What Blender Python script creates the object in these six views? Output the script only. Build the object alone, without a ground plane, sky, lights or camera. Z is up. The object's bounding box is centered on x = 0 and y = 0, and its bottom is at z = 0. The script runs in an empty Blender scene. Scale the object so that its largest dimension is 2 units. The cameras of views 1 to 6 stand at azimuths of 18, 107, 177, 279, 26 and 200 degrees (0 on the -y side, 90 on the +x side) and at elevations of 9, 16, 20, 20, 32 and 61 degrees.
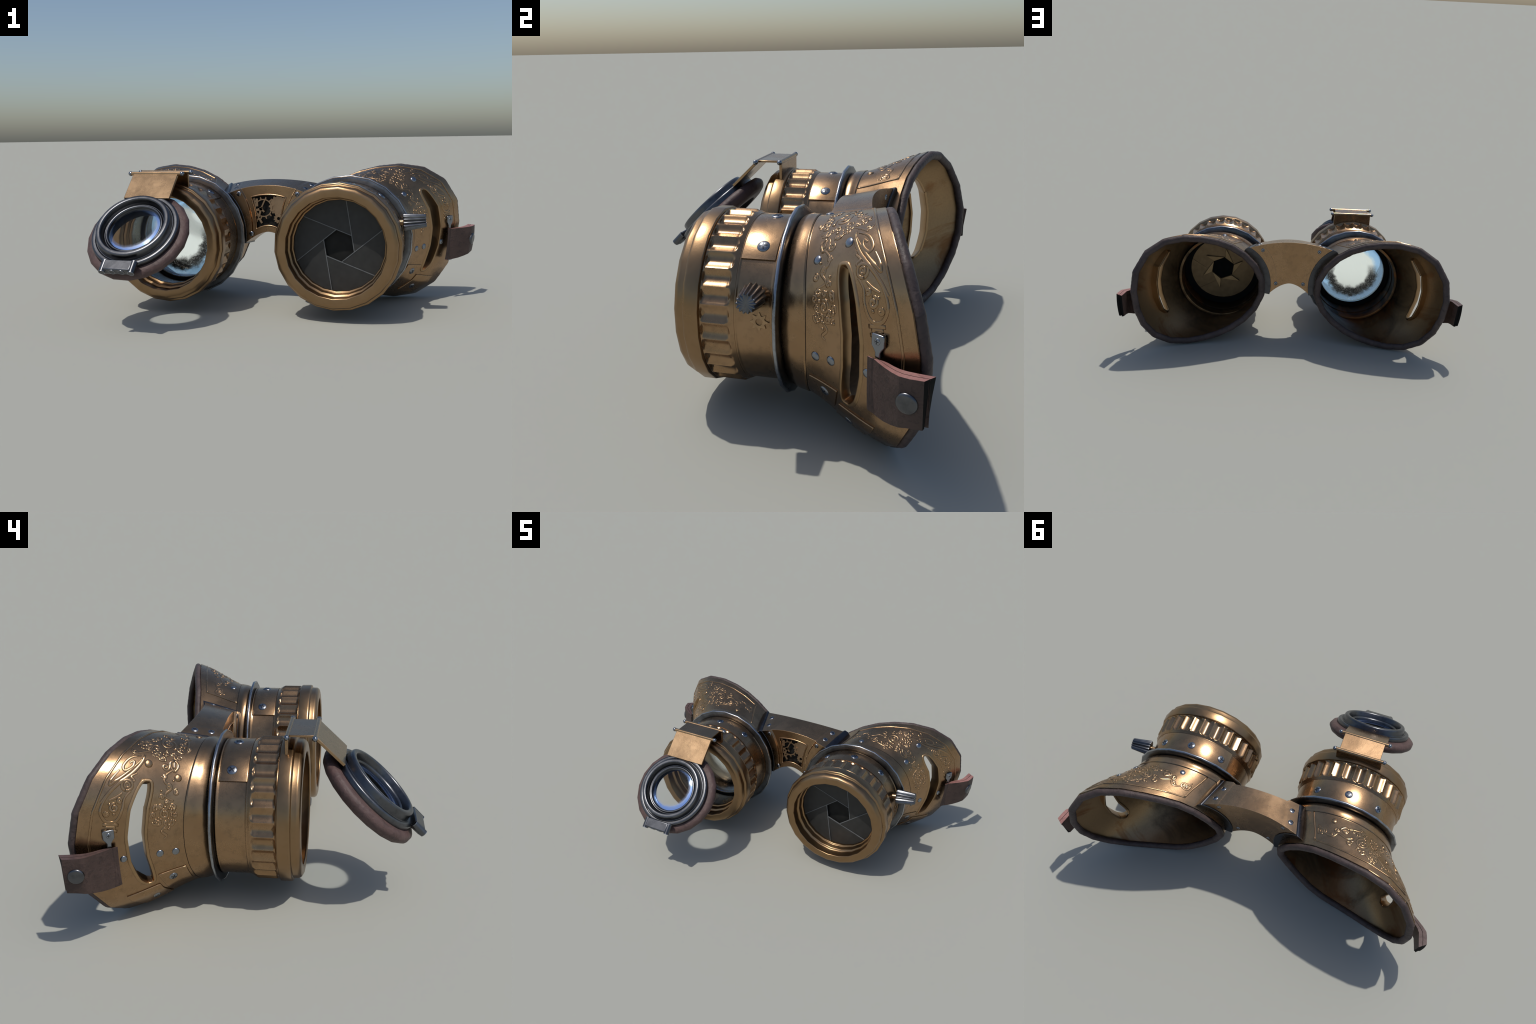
import bpy, math, random
import numpy as np
from math import sin, cos, pi, radians, degrees, sqrt, atan2
from mathutils import Vector, Matrix

random.seed(11)
rng = np.random.default_rng(11)

# ------------------------------------------------------------------ layout
CX, CZ = 0.4175, 0.3436            # axis of a barrel (runs along y), mirrored at -CX
R_NECK = 0.272                     # radius where the eyecup leaves the barrel
RIM_RHO = [0.3485, 0.031, 0.0117, 0.0245, 0.0049, -0.0159, 0.0043, -0.0048, 0.0037, -0.0031, 0.0008]
RIM_Y = [0.4752, 0.101, -0.0007, 0.0197, -0.0029, 0.0128, 0.0016, 0.0022, -0.0036, -0.0008, 0.0033]


def wave(c, th):
    s = c[0] + 0 * th
    for k in range(1, 6):
        s = s + c[2 * k - 1] * np.cos(k * th) + c[2 * k] * np.sin(k * th)
    return s


FACETS = 22
FACET_TURN = radians(6.8)
faceted = True


def rim(th, grow=0.0, dy=0.0):
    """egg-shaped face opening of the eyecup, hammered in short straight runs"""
    if not faceted:
        return rim_smooth(th, grow, dy)
    step = 2 * pi / FACETS
    th = np.asarray(th, float) - FACET_TURN
    k = np.floor(th / step)
    f = (th / step - k)[..., None]
    g = grow + .0015
    return rim_smooth(k * step + FACET_TURN, g, dy) * (1 - f) + rim_smooth((k + 1) * step + FACET_TURN, g, dy) * f


def rim_smooth(th, grow=0.0, dy=0.0):
    rho = wave(RIM_RHO, th) + grow
    return np.stack([.52 + rho * np.cos(th), wave(RIM_Y, th) + dy, .34 + rho * np.sin(th)], -1)


def cup(th, t):
    """outer skin of the eyecup: round neck (t=0) to egg-shaped rim (t=1)"""
    th = np.asarray(th, float); t = np.asarray(t, float)
    f = t - .05 * np.sin(2 * pi * t)
    r = rim(th, .008 + .007 * np.clip((t - .6) / .4, 0, 1), -.012)
    x = (CX + R_NECK * np.cos(th)) * (1 - f) + r[..., 0] * f
    z = (CZ + R_NECK * np.sin(th)) * (1 - f) + r[..., 2] * f
    y = .17 + (r[..., 1] - .17) * t
    return np.stack([x, y, z], -1)


def cup_frame(th, t):
    h = 1e-4
    p = cup(th, t)
    du = (cup(np.asarray(th) + h, t) - cup(np.asarray(th) - h, t)) / (2 * h)
    dv = (cup(th, np.asarray(t) + h) - cup(th, np.asarray(t) - h)) / (2 * h)
    n = np.cross(du, dv)
    n /= np.linalg.norm(n, axis=-1, keepdims=True)
    # outward = away from barrel axis
    o = p - np.stack([CX + 0 * p[..., 0], p[..., 1], CZ + 0 * p[..., 0]], -1)
    s = np.sign((n * o).sum(-1, keepdims=True))
    return p, du, dv, n * s


# ------------------------------------------------------------------ materials
def node(nt, kind, **kw):
    n = nt.nodes.new(kind)
    for k, v in kw.items():
        if k in n.inputs.keys() if hasattr(n.inputs, 'keys') else False:
            n.inputs[k].default_value = v
        else:
            setattr(n, k, v)
    return n


def ramp(nt, fac, stops, interp='LINEAR'):
    r = nt.nodes.new('ShaderNodeValToRGB')
    r.color_ramp.interpolation = interp
    el = r.color_ramp.elements
    while len(el) < len(stops):
        el.new(.5)
    for e, (p, c) in zip(el, stops):
        e.position = p
        e.color = (c, c, c, 1) if isinstance(c, (int, float)) else (*c, 1)
    nt.links.new(fac, r.inputs[0])
    return r.outputs[0]


def noise(nt, vec, scale, detail=4, rough=.55, dist=0.0):
    n = nt.nodes.new('ShaderNodeTexNoise')
    n.inputs['Scale'].default_value = scale
    n.inputs['Detail'].default_value = detail
    n.inputs['Roughness'].default_value = rough
    n.inputs['Distortion'].default_value = dist
    nt.links.new(vec, n.inputs['Vector'])
    return n.outputs['Fac']


def mix(nt, fac, a, b, mode='MIX'):
    m = nt.nodes.new('ShaderNodeMix')
    m.data_type = 'RGBA'
    m.blend_type = mode
    for sock, v in ((m.inputs[0], fac), (m.inputs[6], a), (m.inputs[7], b)):
        if hasattr(v, 'links'):
            nt.links.new(v, sock)
        elif isinstance(v, (int, float)):
            sock.default_value = v
        else:
            sock.default_value = (*v, 1)
    return m.outputs[2]


def math_n(nt, op, a, b=None, c=None):
    m = nt.nodes.new('ShaderNodeMath')
    m.operation = op
    for i, v in enumerate((a, b, c)):
        if v is None:
            continue
        if hasattr(v, 'links'):
            nt.links.new(v, m.inputs[i])
        else:
            m.inputs[i].default_value = v
    return m.outputs[0]


def new_mat(name):
    m = bpy.data.materials.new(name)
    m.use_nodes = True
    nt = m.node_tree
    b = nt.nodes['Principled BSDF']
    tc = nt.nodes.new('ShaderNodeTexCoord').outputs['Object']
    return m, nt, b, tc


def bump(nt, height, strength, dist=.002):
    b = nt.nodes.new('ShaderNodeBump')
    b.inputs['Strength'].default_value = strength
    b.inputs['Distance'].default_value = dist
    nt.links.new(height, b.inputs['Height'])
    return b.outputs['Normal']


def metal(name, base, worn, dark, patch_tint, rough=(.24, .42), patch_tint_amt=.3, dirt=.5, bumps=.12, point=True, metallic=1.0, patches=1.0, edge=0.0, edge_amt=.8, ao=.62):
    m, nt, b, tc = new_mat(name)
    n1 = noise(nt, tc, 7, 6, .62, .6)
    n2 = noise(nt, tc, 34, 5, .6)
    n3 = noise(nt, tc, 190, 3, .6)
    col = mix(nt, ramp(nt, n1, [(.38, 0.), (.68, patches)]), base, worn)
    col = mix(nt, math_n(nt, 'MULTIPLY', ramp(nt, n2, [(.5, 0.), (.74, 1.)]), dirt), col, dark)
    rm = math_n(nt, 'MULTIPLY', ramp(nt, noise(nt, tc, 4.3, 7, .7, 1.2), [(.56, 0.), (.72, 1.)]), patch_tint_amt)
    col = mix(nt, rm, col, patch_tint)
    geo = nt.nodes.new('ShaderNodeNewGeometry')
    if edge:
        # worn bright edges: where a rounded normal departs from the real one
        bv = nt.nodes.new('ShaderNodeBevel'); bv.samples = 6
        bv.inputs['Radius'].default_value = edge
        dt = nt.nodes.new('ShaderNodeVectorMath'); dt.operation = 'DOT_PRODUCT'
        nt.links.new(bv.outputs[0], dt.inputs[0]); nt.links.new(geo.outputs['Normal'], dt.inputs[1])
        col = mix(nt, ramp(nt, dt.outputs['Value'], [(.90, edge_amt), (.995, 0.)]), col, worn)
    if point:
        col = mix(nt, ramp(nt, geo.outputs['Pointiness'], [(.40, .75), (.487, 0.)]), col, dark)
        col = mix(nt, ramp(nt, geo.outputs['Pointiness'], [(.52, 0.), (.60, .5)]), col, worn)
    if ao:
        # soot mixed into the colour by the ambient occlusion node, darkening corners and joints
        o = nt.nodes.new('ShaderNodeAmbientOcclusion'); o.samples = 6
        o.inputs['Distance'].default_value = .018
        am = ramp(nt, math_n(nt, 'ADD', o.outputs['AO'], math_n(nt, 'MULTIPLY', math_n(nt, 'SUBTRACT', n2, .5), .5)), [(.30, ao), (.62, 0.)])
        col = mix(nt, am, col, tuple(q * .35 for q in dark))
    nt.links.new(col, b.inputs['Base Color'])
    b.inputs['Metallic'].default_value = metallic
    rr = math_n(nt, 'ADD', math_n(nt, 'MULTIPLY', ramp(nt, n1, [(.3, 0.), (.75, 1.)]), rough[1] - rough[0]), rough[0])
    rr = math_n(nt, 'ADD', rr, math_n(nt, 'MULTIPLY', n3, .06))
    nt.links.new(rr, b.inputs['Roughness'])
    h = math_n(nt, 'ADD', math_n(nt, 'MULTIPLY', n2, .5), math_n(nt, 'MULTIPLY', n3, .35))
    nt.links.new(bump(nt, h, bumps), b.inputs['Normal'])
    return m


BRASS = metal('aged_brass', (.325, .205, .112), (.42, .275, .16), (.19, .13, .08), (.26, .14, .06), rough=(.19, .31), dirt=.5, patch_tint_amt=.2, patches=.55, edge=.006, edge_amt=.75, bumps=.2)
BRASS_RELIEF = metal('relief_brass', (.345, .22, .12), (.40, .26, .15), (.21, .14, .085), (.28, .16, .07), rough=(.2, .32), patch_tint_amt=.1, dirt=.3, point=False, ao=.6)  # lightened over the body brass, for how raised strokes catch the light
BRASS_LIP = metal('slot_brass', (.36, .235, .125), (.40, .26, .14), (.24, .16, .09), (.28, .16, .07), rough=(.28, .4), patch_tint_amt=.1, dirt=.3, point=False, ao=0)
BRASS_WORN = metal('worn_brass', (.38, .25, .138), (.44, .295, .17), (.24, .16, .095), (.32, .19, .09), rough=(.2, .32), patch_tint_amt=.1, dirt=.45, point=False, edge=.003, bumps=.2)
BRASS_FACE = metal('brushed_brass', (.285, .182, .096), (.31, .20, .11), (.23, .15, .08), (.26, .15, .065), rough=(.24, .36), patch_tint_amt=.15, dirt=.35, edge=.003, edge_amt=.5, bumps=.18)
STEEL = metal('dark_steel', (.105, .108, .115), (.46, .48, .52), (.04, .041, .045), (.13, .12, .11), rough=(.22, .36), patch_tint_amt=.1, dirt=.5, patches=.08, point=False, edge=.005, edge_amt=.8, ao=.6)
STEEL_RING = metal('blackened_steel', (.10, .104, .112), (.20, .21, .225), (.04, .04, .045), (.1, .08, .07), rough=(.24, .38), patch_tint_amt=.1, dirt=.5, point=False, ao=.6)
STEEL_SADDLE = metal('saddle_steel', (.07, .072, .08), (.42, .44, .48), (.03, .03, .034), (.1, .08, .07), rough=(.22, .34), patch_tint_amt=.1, dirt=.5, patches=.05, point=False, edge=.0028, edge_amt=.8, ao=.5)
GEAR_BRASS = metal('gear_brass', (.38, .26, .16), (.43, .30, .19), (.24, .16, .095), (.32, .19, .09), rough=(.34, .46), patch_tint_amt=.1, dirt=.4, point=False, edge=.003, ao=.25)
STEEL_KNOB = metal('knob_steel', (.13, .134, .142), (.24, .25, .27), (.05, .05, .055), (.13, .12, .11), rough=(.24, .34), patch_tint_amt=.1, dirt=.3, point=False, ao=.45)
STEEL_BRIGHT = metal('polished_steel', (.235, .25, .275), (.33, .35, .38), (.13, .14, .15), (.3, .28, .25), rough=(.14, .26), patch_tint_amt=.0, dirt=.35, patches=.5, point=False, edge=.003, ao=.6)
STEEL_RIM = metal('worn_rim_steel', (.27, .285, .31), (.40, .42, .45), (.12, .125, .13), (.3, .28, .25), rough=(.2, .34), patch_tint_amt=.05, dirt=.5, point=False, ao=.2)
STEEL_SLOT = metal('screw_slot', (.05, .055, .065), (.07, .075, .09), (.03, .03, .03), (.05, .04, .03), point=False, ao=0)


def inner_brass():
    """inside of the eyecups: tan brass near the rim, colour darkened with depth and rusty towards the barrel"""
    m, nt, b, tc = new_mat('depth_darkened_brass')
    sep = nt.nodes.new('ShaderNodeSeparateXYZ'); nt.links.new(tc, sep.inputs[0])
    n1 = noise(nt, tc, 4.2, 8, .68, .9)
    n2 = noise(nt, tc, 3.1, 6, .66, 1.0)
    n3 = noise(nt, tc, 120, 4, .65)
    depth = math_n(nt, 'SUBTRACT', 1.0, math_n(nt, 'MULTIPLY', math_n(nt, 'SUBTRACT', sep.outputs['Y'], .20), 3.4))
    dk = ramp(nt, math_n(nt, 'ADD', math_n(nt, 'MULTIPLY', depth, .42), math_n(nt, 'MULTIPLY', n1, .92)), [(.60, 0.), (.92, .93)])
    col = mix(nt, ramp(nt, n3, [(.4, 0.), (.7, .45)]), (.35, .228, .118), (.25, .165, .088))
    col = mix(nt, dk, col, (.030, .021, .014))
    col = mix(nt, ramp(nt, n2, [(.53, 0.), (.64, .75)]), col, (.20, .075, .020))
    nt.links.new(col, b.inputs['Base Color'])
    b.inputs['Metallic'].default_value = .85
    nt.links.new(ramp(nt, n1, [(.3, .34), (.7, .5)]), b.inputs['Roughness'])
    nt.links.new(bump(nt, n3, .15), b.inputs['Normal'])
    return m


BRASS_INNER = inner_brass()


def leather(name, base, light, dark, rough=.55, scale=60, bmp=.5):
    m, nt, b, tc = new_mat(name)
    n1 = noise(nt, tc, 11, 5, .6)
    v = nt.nodes.new('ShaderNodeTexVoronoi')
    v.inputs['Scale'].default_value = scale * 2.2
    nt.links.new(tc, v.inputs['Vector'])
    n2 = noise(nt, tc, scale, 5, .65, .8)
    col = mix(nt, ramp(nt, n1, [(.35, 0.), (.7, 1.)]), base, light)
    col = mix(nt, ramp(nt, n2, [(.52, 0.), (.75, .8)]), col, dark)
    nt.links.new(col, b.inputs['Base Color'])
    b.inputs['Roughness'].default_value = rough
    b.inputs['Specular IOR Level'].default_value = .35
    h = math_n(nt, 'ADD', n2, math_n(nt, 'MULTIPLY', v.outputs['Distance'], .35))
    nt.links.new(bump(nt, h, bmp, .004), b.inputs['Normal'])
    return m


LEATHER = leather('dark_leather', (.050, .031, .026), (.078, .048, .040), (.020, .013, .012))
LEATHER_TRIM = leather('rim_leather', (.058, .041, .038), (.090, .064, .058), (.026, .019, .018), scale=38, bmp=.6)
LEATHER_PAD = leather('brown_leather', (.078, .047, .042), (.112, .069, .063), (.040, .025, .024), scale=32, bmp=.6)
LEATHER_CUT = leather('cut_leather_edge', (.27, .125, .108), (.34, .17, .15), (.16, .075, .065), scale=40)


def plain(name, col, rough=.5, metallic=0.0, var=.35, scale=30, spec=.4):
    m, nt, b, tc = new_mat(name)
    n1 = noise(nt, tc, scale, 6, .65)
    c = mix(nt, ramp(nt, n1, [(.35, 0.), (.75, var)]), col, tuple(min(1, x * 1.9 + .01) for x in col))
    nt.links.new(c, b.inputs['Base Color'])
    b.inputs['Roughness'].default_value = rough
    b.inputs['Metallic'].default_value = metallic
    b.inputs['Specular IOR Level'].default_value = spec
    return m


IRIS = plain('iris_blade_black', (.021, .021, .020), .5)
IRIS_EDGE = plain('iris_edge_steel', (.10, .105, .108), .4, .0)
IRIS_BACK = plain('iris_back_brass', (.20, .135, .07), .5, .55)
IRIS_TAB = plain('iris_tab_brass', (.27, .185, .095), .42, .6)
VOID = plain('shadow_black', (.004, .004, .004), .8, spec=.1)  # near-black paint for the darkness inside hollows and gaps
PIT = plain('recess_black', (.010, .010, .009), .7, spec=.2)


def glass_mat(name, centre, radius, axis_is_loupe):
    """clear glass with a painted bluish rim, a paler centre and (for the eye lens) soot smears"""
    m, nt, b, tc = new_mat(name)
    out = nt.nodes['Material Output']
    mp = nt.nodes.new('ShaderNodeVectorMath'); mp.operation = 'SUBTRACT'
    nt.links.new(tc, mp.inputs[0]); mp.inputs[1].default_value = centre
    ln = nt.nodes.new('ShaderNodeVectorMath'); ln.operation = 'LENGTH'
    nt.links.new(mp.outputs[0], ln.inputs[0])
    rr = math_n(nt, 'DIVIDE', ln.outputs['Value'], radius)
    wob = noise(nt, tc, 16, 6, .75, .5)
    fine = noise(nt, tc, 60, 6, .8, 2.0)
    rw = math_n(nt, 'ADD', rr, math_n(nt, 'MULTIPLY', math_n(nt, 'SUBTRACT', wob, .5), .5))
    tr = nt.nodes.new('ShaderNodeBsdfTransparent')
    b.inputs['Roughness'].default_value = .06
    b.inputs['Specular IOR Level'].default_value = .6
    if axis_is_loupe:
        tr.inputs[0].default_value = (.96, .98, 1, 1)
        b.inputs['Base Color'].default_value = (.10, .22, .5, 1)
        b.inputs['Metallic'].default_value = .7
        nt.links.new(mix(nt, ramp(nt, rw, [(.72, 0.), (.95, 1.)]), (.55, .6, .66), (.28, .45, .85)), b.inputs['Base Color'])
        dd = nt.nodes.new('ShaderNodeVectorMath'); dd.operation = 'DOT_PRODUCT'
        nt.links.new(mp.outputs[0], dd.inputs[0]); dd.inputs[1].default_value = (2.2, -1.6, -1.5)
        low = math_n(nt, 'ADD', math_n(nt, 'MULTIPLY', math_n(nt, 'SUBTRACT', wob, .5), .25), dd.outputs['Value'])
        fac = ramp(nt, math_n(nt, 'ADD', rr, math_n(nt, 'MULTIPLY', low, .55)), [(.84, .01), (.96, .22), (1.12, .75)])
    else:
        sep = nt.nodes.new('ShaderNodeSeparateXYZ'); nt.links.new(mp.outputs[0], sep.inputs[0])
        # soot: a feathery crescent painted low down, between the bright centre and the blue rim
        lowm = ramp(nt, math_n(nt, 'ADD', math_n(nt, 'MULTIPLY', sep.outputs['Z'], -3.0), .5), [(.34, 0.), (.58, 1.)])
        band = ramp(nt, rw, [(.50, 0.), (.60, 1.), (.74, 1.), (.86, 0.)])
        dark_tint = math_n(nt, 'MULTIPLY', math_n(nt, 'MULTIPLY', band, lowm), ramp(nt, fine, [(.36, 0.), (.48, 1.)]))
        blue = ramp(nt, rw, [(.66, 0.), (.80, 1.)])
        scratch = ramp(nt, noise(nt, tc, 90, 4, .8, 6.0), [(.52, 0.), (.60, .5)])
        blue2 = math_n(nt, 'MAXIMUM', blue, math_n(nt, 'MULTIPLY', scratch, .5))
        nt.links.new(mix(nt, blue2, (.95, .97, .96), (.58, .74, .88)), tr.inputs[0])
        gl = nt.nodes.new('ShaderNodeBsdfGlossy')
        gl.inputs['Roughness'].default_value = .12
        nt.links.new(mix(nt, blue2, (.36, .37, .36), (.28, .37, .46)), gl.inputs[0])  # gloss tinted to brighten the pale centre and colour the rim sky-blue
        ad = nt.nodes.new('ShaderNodeAddShader')
        nt.links.new(tr.outputs[0], ad.inputs[0]); nt.links.new(gl.outputs[0], ad.inputs[1])
        b.inputs['Base Color'].default_value = (.008, .01, .012, 1)
        ms = b
        tr = ad
        fac = math_n(nt, 'MULTIPLY', dark_tint, .96)
    mx = nt.nodes.new('ShaderNodeMixShader')
    nt.links.new(fac, mx.inputs[0])
    nt.links.new(tr.outputs[0], mx.inputs[1])
    nt.links.new(b.outputs[0] if axis_is_loupe else ms.outputs[0], mx.inputs[2])
    nt.links.new(mx.outputs[0], out.inputs['Surface'])
    return m


# ------------------------------------------------------------------ mesh helpers
def empty(name, parent=None):
    e = bpy.data.objects.new(name, None)
    bpy.context.scene.collection.objects.link(e)
    if parent:
        e.parent = parent
    return e


def mesh_obj(name, verts, faces, mat, parent, side=1, smooth=40, mats=None, fmat=None):
    v = np.array(verts, float).reshape(-1, 3).copy()
    if side < 0:
        v[:, 0] *= -1
        faces = [tuple(reversed(f)) for f in faces]
    me = bpy.data.meshes.new(name)
    me.from_pydata(v.tolist(), [], [tuple(int(i) for i in f) for f in faces])
    for m in (mats or [mat]):
        me.materials.append(m)
    if fmat is not None:
        me.polygons.foreach_set('material_index', fmat)
    me.update()
    if smooth is not None:
        me.polygons.foreach_set('use_smooth', [True] * len(me.polygons))
        if smooth < 180:
            me.set_sharp_from_angle(angle=radians(smooth))
    ob = bpy.data.objects.new(name, me)
    bpy.context.scene.collection.objects.link(ob)
    ob.parent = parent
    return ob


def grid_faces(nu, nv, close_u=False, close_v=False, base=0):
    F = []
    for i in range(nu if close_u else nu - 1):
        for j in range(nv if close_v else nv - 1):
            a = i * nv + j; b = ((i + 1) % nu) * nv + j
            c = ((i + 1) % nu) * nv + (j + 1) % nv; d = i * nv + (j + 1) % nv
            F.append((base + a, base + b, base + c, base + d))
    return F


def lathe(profile, n=96, origin=(CX, 0, CZ), ax=(0, 1, 0), u=(1, 0, 0), w=(0, 0, 1), closed=True, phase=0.0, th0=None, th1=None):
    """profile = [(along axis, radius)...]"""
    P = np.array(profile, float)
    full = th0 is None
    th = (np.arange(n) / n * 2 * pi + phase) if full else np.linspace(th0, th1, n)
    o, a, u, w = map(np.array, (origin, ax, u, w))
    V = o + P[None, :, 0, None] * a + P[None, :, 1, None] * (np.cos(th)[:, None, None] * u + np.sin(th)[:, None, None] * w)
    F = grid_faces(n, len(P), full, closed)
    V = V.reshape(-1, 3)
    if not full and closed:
        k = len(P)
        F.append(tuple(range(k)))
        F.append(tuple(reversed(range((n - 1) * k, n * k))))
    return V, F


def rounded(profile, r=.003, n=3, closed=True):
    """round the corners of a 2D profile"""
    P = [np.array(p, float) for p in profile]; out = []
    m = len(P)
    for i, p in enumerate(P):
        if not closed and i in (0, m - 1):
            out.append(tuple(p)); continue
        a = P[i - 1] - p; b = P[(i + 1) % m] - p
        la, lb = np.linalg.norm(a), np.linalg.norm(b)
        k = min(r, la * .45, lb * .45)
        A = p + a / la * k; B = p + b / lb * k
        for j in range(n + 1):
            s = j / n
            out.append(tuple((1 - s) ** 2 * A + 2 * s * (1 - s) * p + s * s * B))
    return out


def tube(path, ra, rb=None, normals=None, nseg=8, closed=False, taper=None):
    """sweep an elliptical section (ra across, rb along the normal) along a path"""
    P = np.array(path, float); n = len(P)
    rb = ra if rb is None else rb
    T = np.roll(P, -1, 0) - np.roll(P, 1, 0)
    if not closed:
        T[0] = P[1] - P[0]; T[-1] = P[-1] - P[-2]
    T /= np.linalg.norm(T, axis=1, keepdims=True) + 1e-12
    if normals is None:
        N = np.tile(np.array([0.0, 0.0, 1.0]), (n, 1))
        bad = np.abs((N * T).sum(1)) > .95
        N[bad] = (0, 1, 0)
    else:
        N = np.array(normals, float)
    N = N - (N * T).sum(1, keepdims=True) * T
    N /= np.linalg.norm(N, axis=1, keepdims=True) + 1e-12
    B = np.cross(T, N)
    k = np.ones(n) if taper is None else np.asarray(taper)
    a = np.arange(nseg) / nseg * 2 * pi
    V = P[:, None] + k[:, None, None] * (ra * np.cos(a)[None, :, None] * B[:, None] + rb * np.sin(a)[None, :, None] * N[:, None])
    F = grid_faces(n, nseg, closed, True)
    F = [tuple(reversed(f)) for f in F]
    if not closed:
        F.append(tuple(range(nseg))); F.append(tuple(reversed(range((n - 1) * nseg, n * nseg))))
    return V.reshape(-1, 3), F


class Soup:
    """collect several pieces into one mesh"""
    def __init__(self): self.v, self.f, self.m, self.n = [], [], [], 0
    def add(self, VF, mi=0):
        V, F = VF
        V = np.asarray(V, float).reshape(-1, 3)
        self.v.append(V); self.f += [tuple(i + self.n for i in f) for f in F]
        self.m += [mi] * len(F); self.n += len(V)
    def out(self): return np.concatenate(self.v), self.f


def box(c, x, y, z, hx, hy, hz):
    c, x, y, z = (np.array(q, float) for q in (c, x, y, z))
    V = [c + sx * hx * x + sy * hy * y + sz * hz * z for sx in (-1, 1) for sy in (-1, 1) for sz in (-1, 1)]
    F = [(0, 1, 3, 2), (4, 6, 7, 5), (0, 4, 5, 1), (2, 3, 7, 6), (0, 2, 6, 4), (1, 5, 7, 3)]
    return V, F


def bevel(ob, w=.003, seg=2, angle=40):
    b = ob.modifiers.new('bevel', 'BEVEL')
    b.width = w; b.segments = seg; b.limit_method = 'ANGLE'; b.angle_limit = radians(angle)
    return ob


def basis(n):
    n = np.array(n, float); n /= np.linalg.norm(n)
    u = np.cross([0, 0, 1.0], n)
    if np.linalg.norm(u) < 1e-3:
        u = np.array([1.0, 0, 0])
    u /= np.linalg.norm(u)
    return u, np.cross(n, u), n


_shared = {}


def dome_mesh(kind, mat):
    """shared unit meshes: rivet dome or cross-head screw, facing +z"""
    key = (kind, mat.name)
    if key in _shared:
        return _shared[key]
    S = Soup()
    h = .40 if kind == 'rivet' else .30
    prof = [(h * cos(a), sin(a)) for a in np.linspace(0.02, pi / 2, 7)] + [(-.25, 1.0)]
    S.add(lathe(prof, 24, (0, 0, 0), (0, 0, 1), (1, 0, 0), (0, 1, 0), closed=False))
    if kind == 'screw':
        for d in ((1, 0, 0), (0, 1, 0)):
            e = (-d[1], d[0], 0)
            # slot: a dark bar following the dome
            pts = [np.array(d) * s * .66 for s in np.linspace(-1, 1, 9)]
            W = .13
            V = []; F = []
            for p in pts:
                zz = h * sqrt(max(0, 1 - p @ p)) + .035
                for q, dz in ((-W, 0), (W, 0), (W, -.2), (-W, -.2)):
                    V.append(p + np.array(e) * q + np.array([0, 0, zz + dz]))
            F = grid_faces(9, 4, False, True) + [(0, 1, 2, 3), (35, 34, 33, 32)]
            S.add((V, F), 1)
    V, F = S.out()
    me = bpy.data.meshes.new(kind)
    me.from_pydata(V.tolist(), [], [tuple(int(i) for i in f) for f in F])
    me.materials.append(mat); me.materials.append(STEEL_SLOT)
    me.polygons.foreach_set('material_index', S.m)
    me.polygons.foreach_set('use_smooth', [True] * len(me.polygons))
    me.set_sharp_from_angle(angle=radians(50))
    _shared[key] = me
    return me


def put(kind, p, n, r, parent, side=1, mat=None, spin=None, name=None):
    mat = mat or STEEL_BRIGHT
    ob = bpy.data.objects.new(name or kind, dome_mesh(kind, mat))
    bpy.context.scene.collection.objects.link(ob)
    ob.parent = parent
    p = np.array(p, float) * (side, 1, 1); n = np.array(n, float) * (side, 1, 1)
    u, w, n = basis(n)
    a = random.uniform(0, pi / 2) if spin is None else spin
    u2 = cos(a) * u + sin(a) * w; w2 = np.cross(n, u2)
    M = Matrix(((u2[0] * r, w2[0] * r, n[0] * r, p[0]), (u2[1] * r, w2[1] * r, n[1] * r, p[1]), (u2[2] * r, w2[2] * r, n[2] * r, p[2]), (0, 0, 0, 1)))
    ob.matrix_world = M
    return ob


ROOT = empty('steampunk_goggles')
ROOT['label'] = 'aged brass steampunk goggles with iris shutter and flip-down loupe'
ROOT['category'] = 'goggles'


# ------------------------------------------------------------------ eyecup
SLOT_A, SLOT_B = radians(-32), radians(40)


def slot_edges(th):
    """front and back t of the side slot"""
    s = np.clip((th - SLOT_A) / (SLOT_B - SLOT_A), 0, 1)
    q = np.abs(2 * s - 1)
    w = .063 * np.sqrt(np.clip(1 - q ** 5, 0, 1)) * .8 + .063 * .2
    tc = .554 + .005 * np.cos(pi * (s - .5))
    return tc - w, tc + w


CUSTOM_NORMALS = {}


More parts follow.
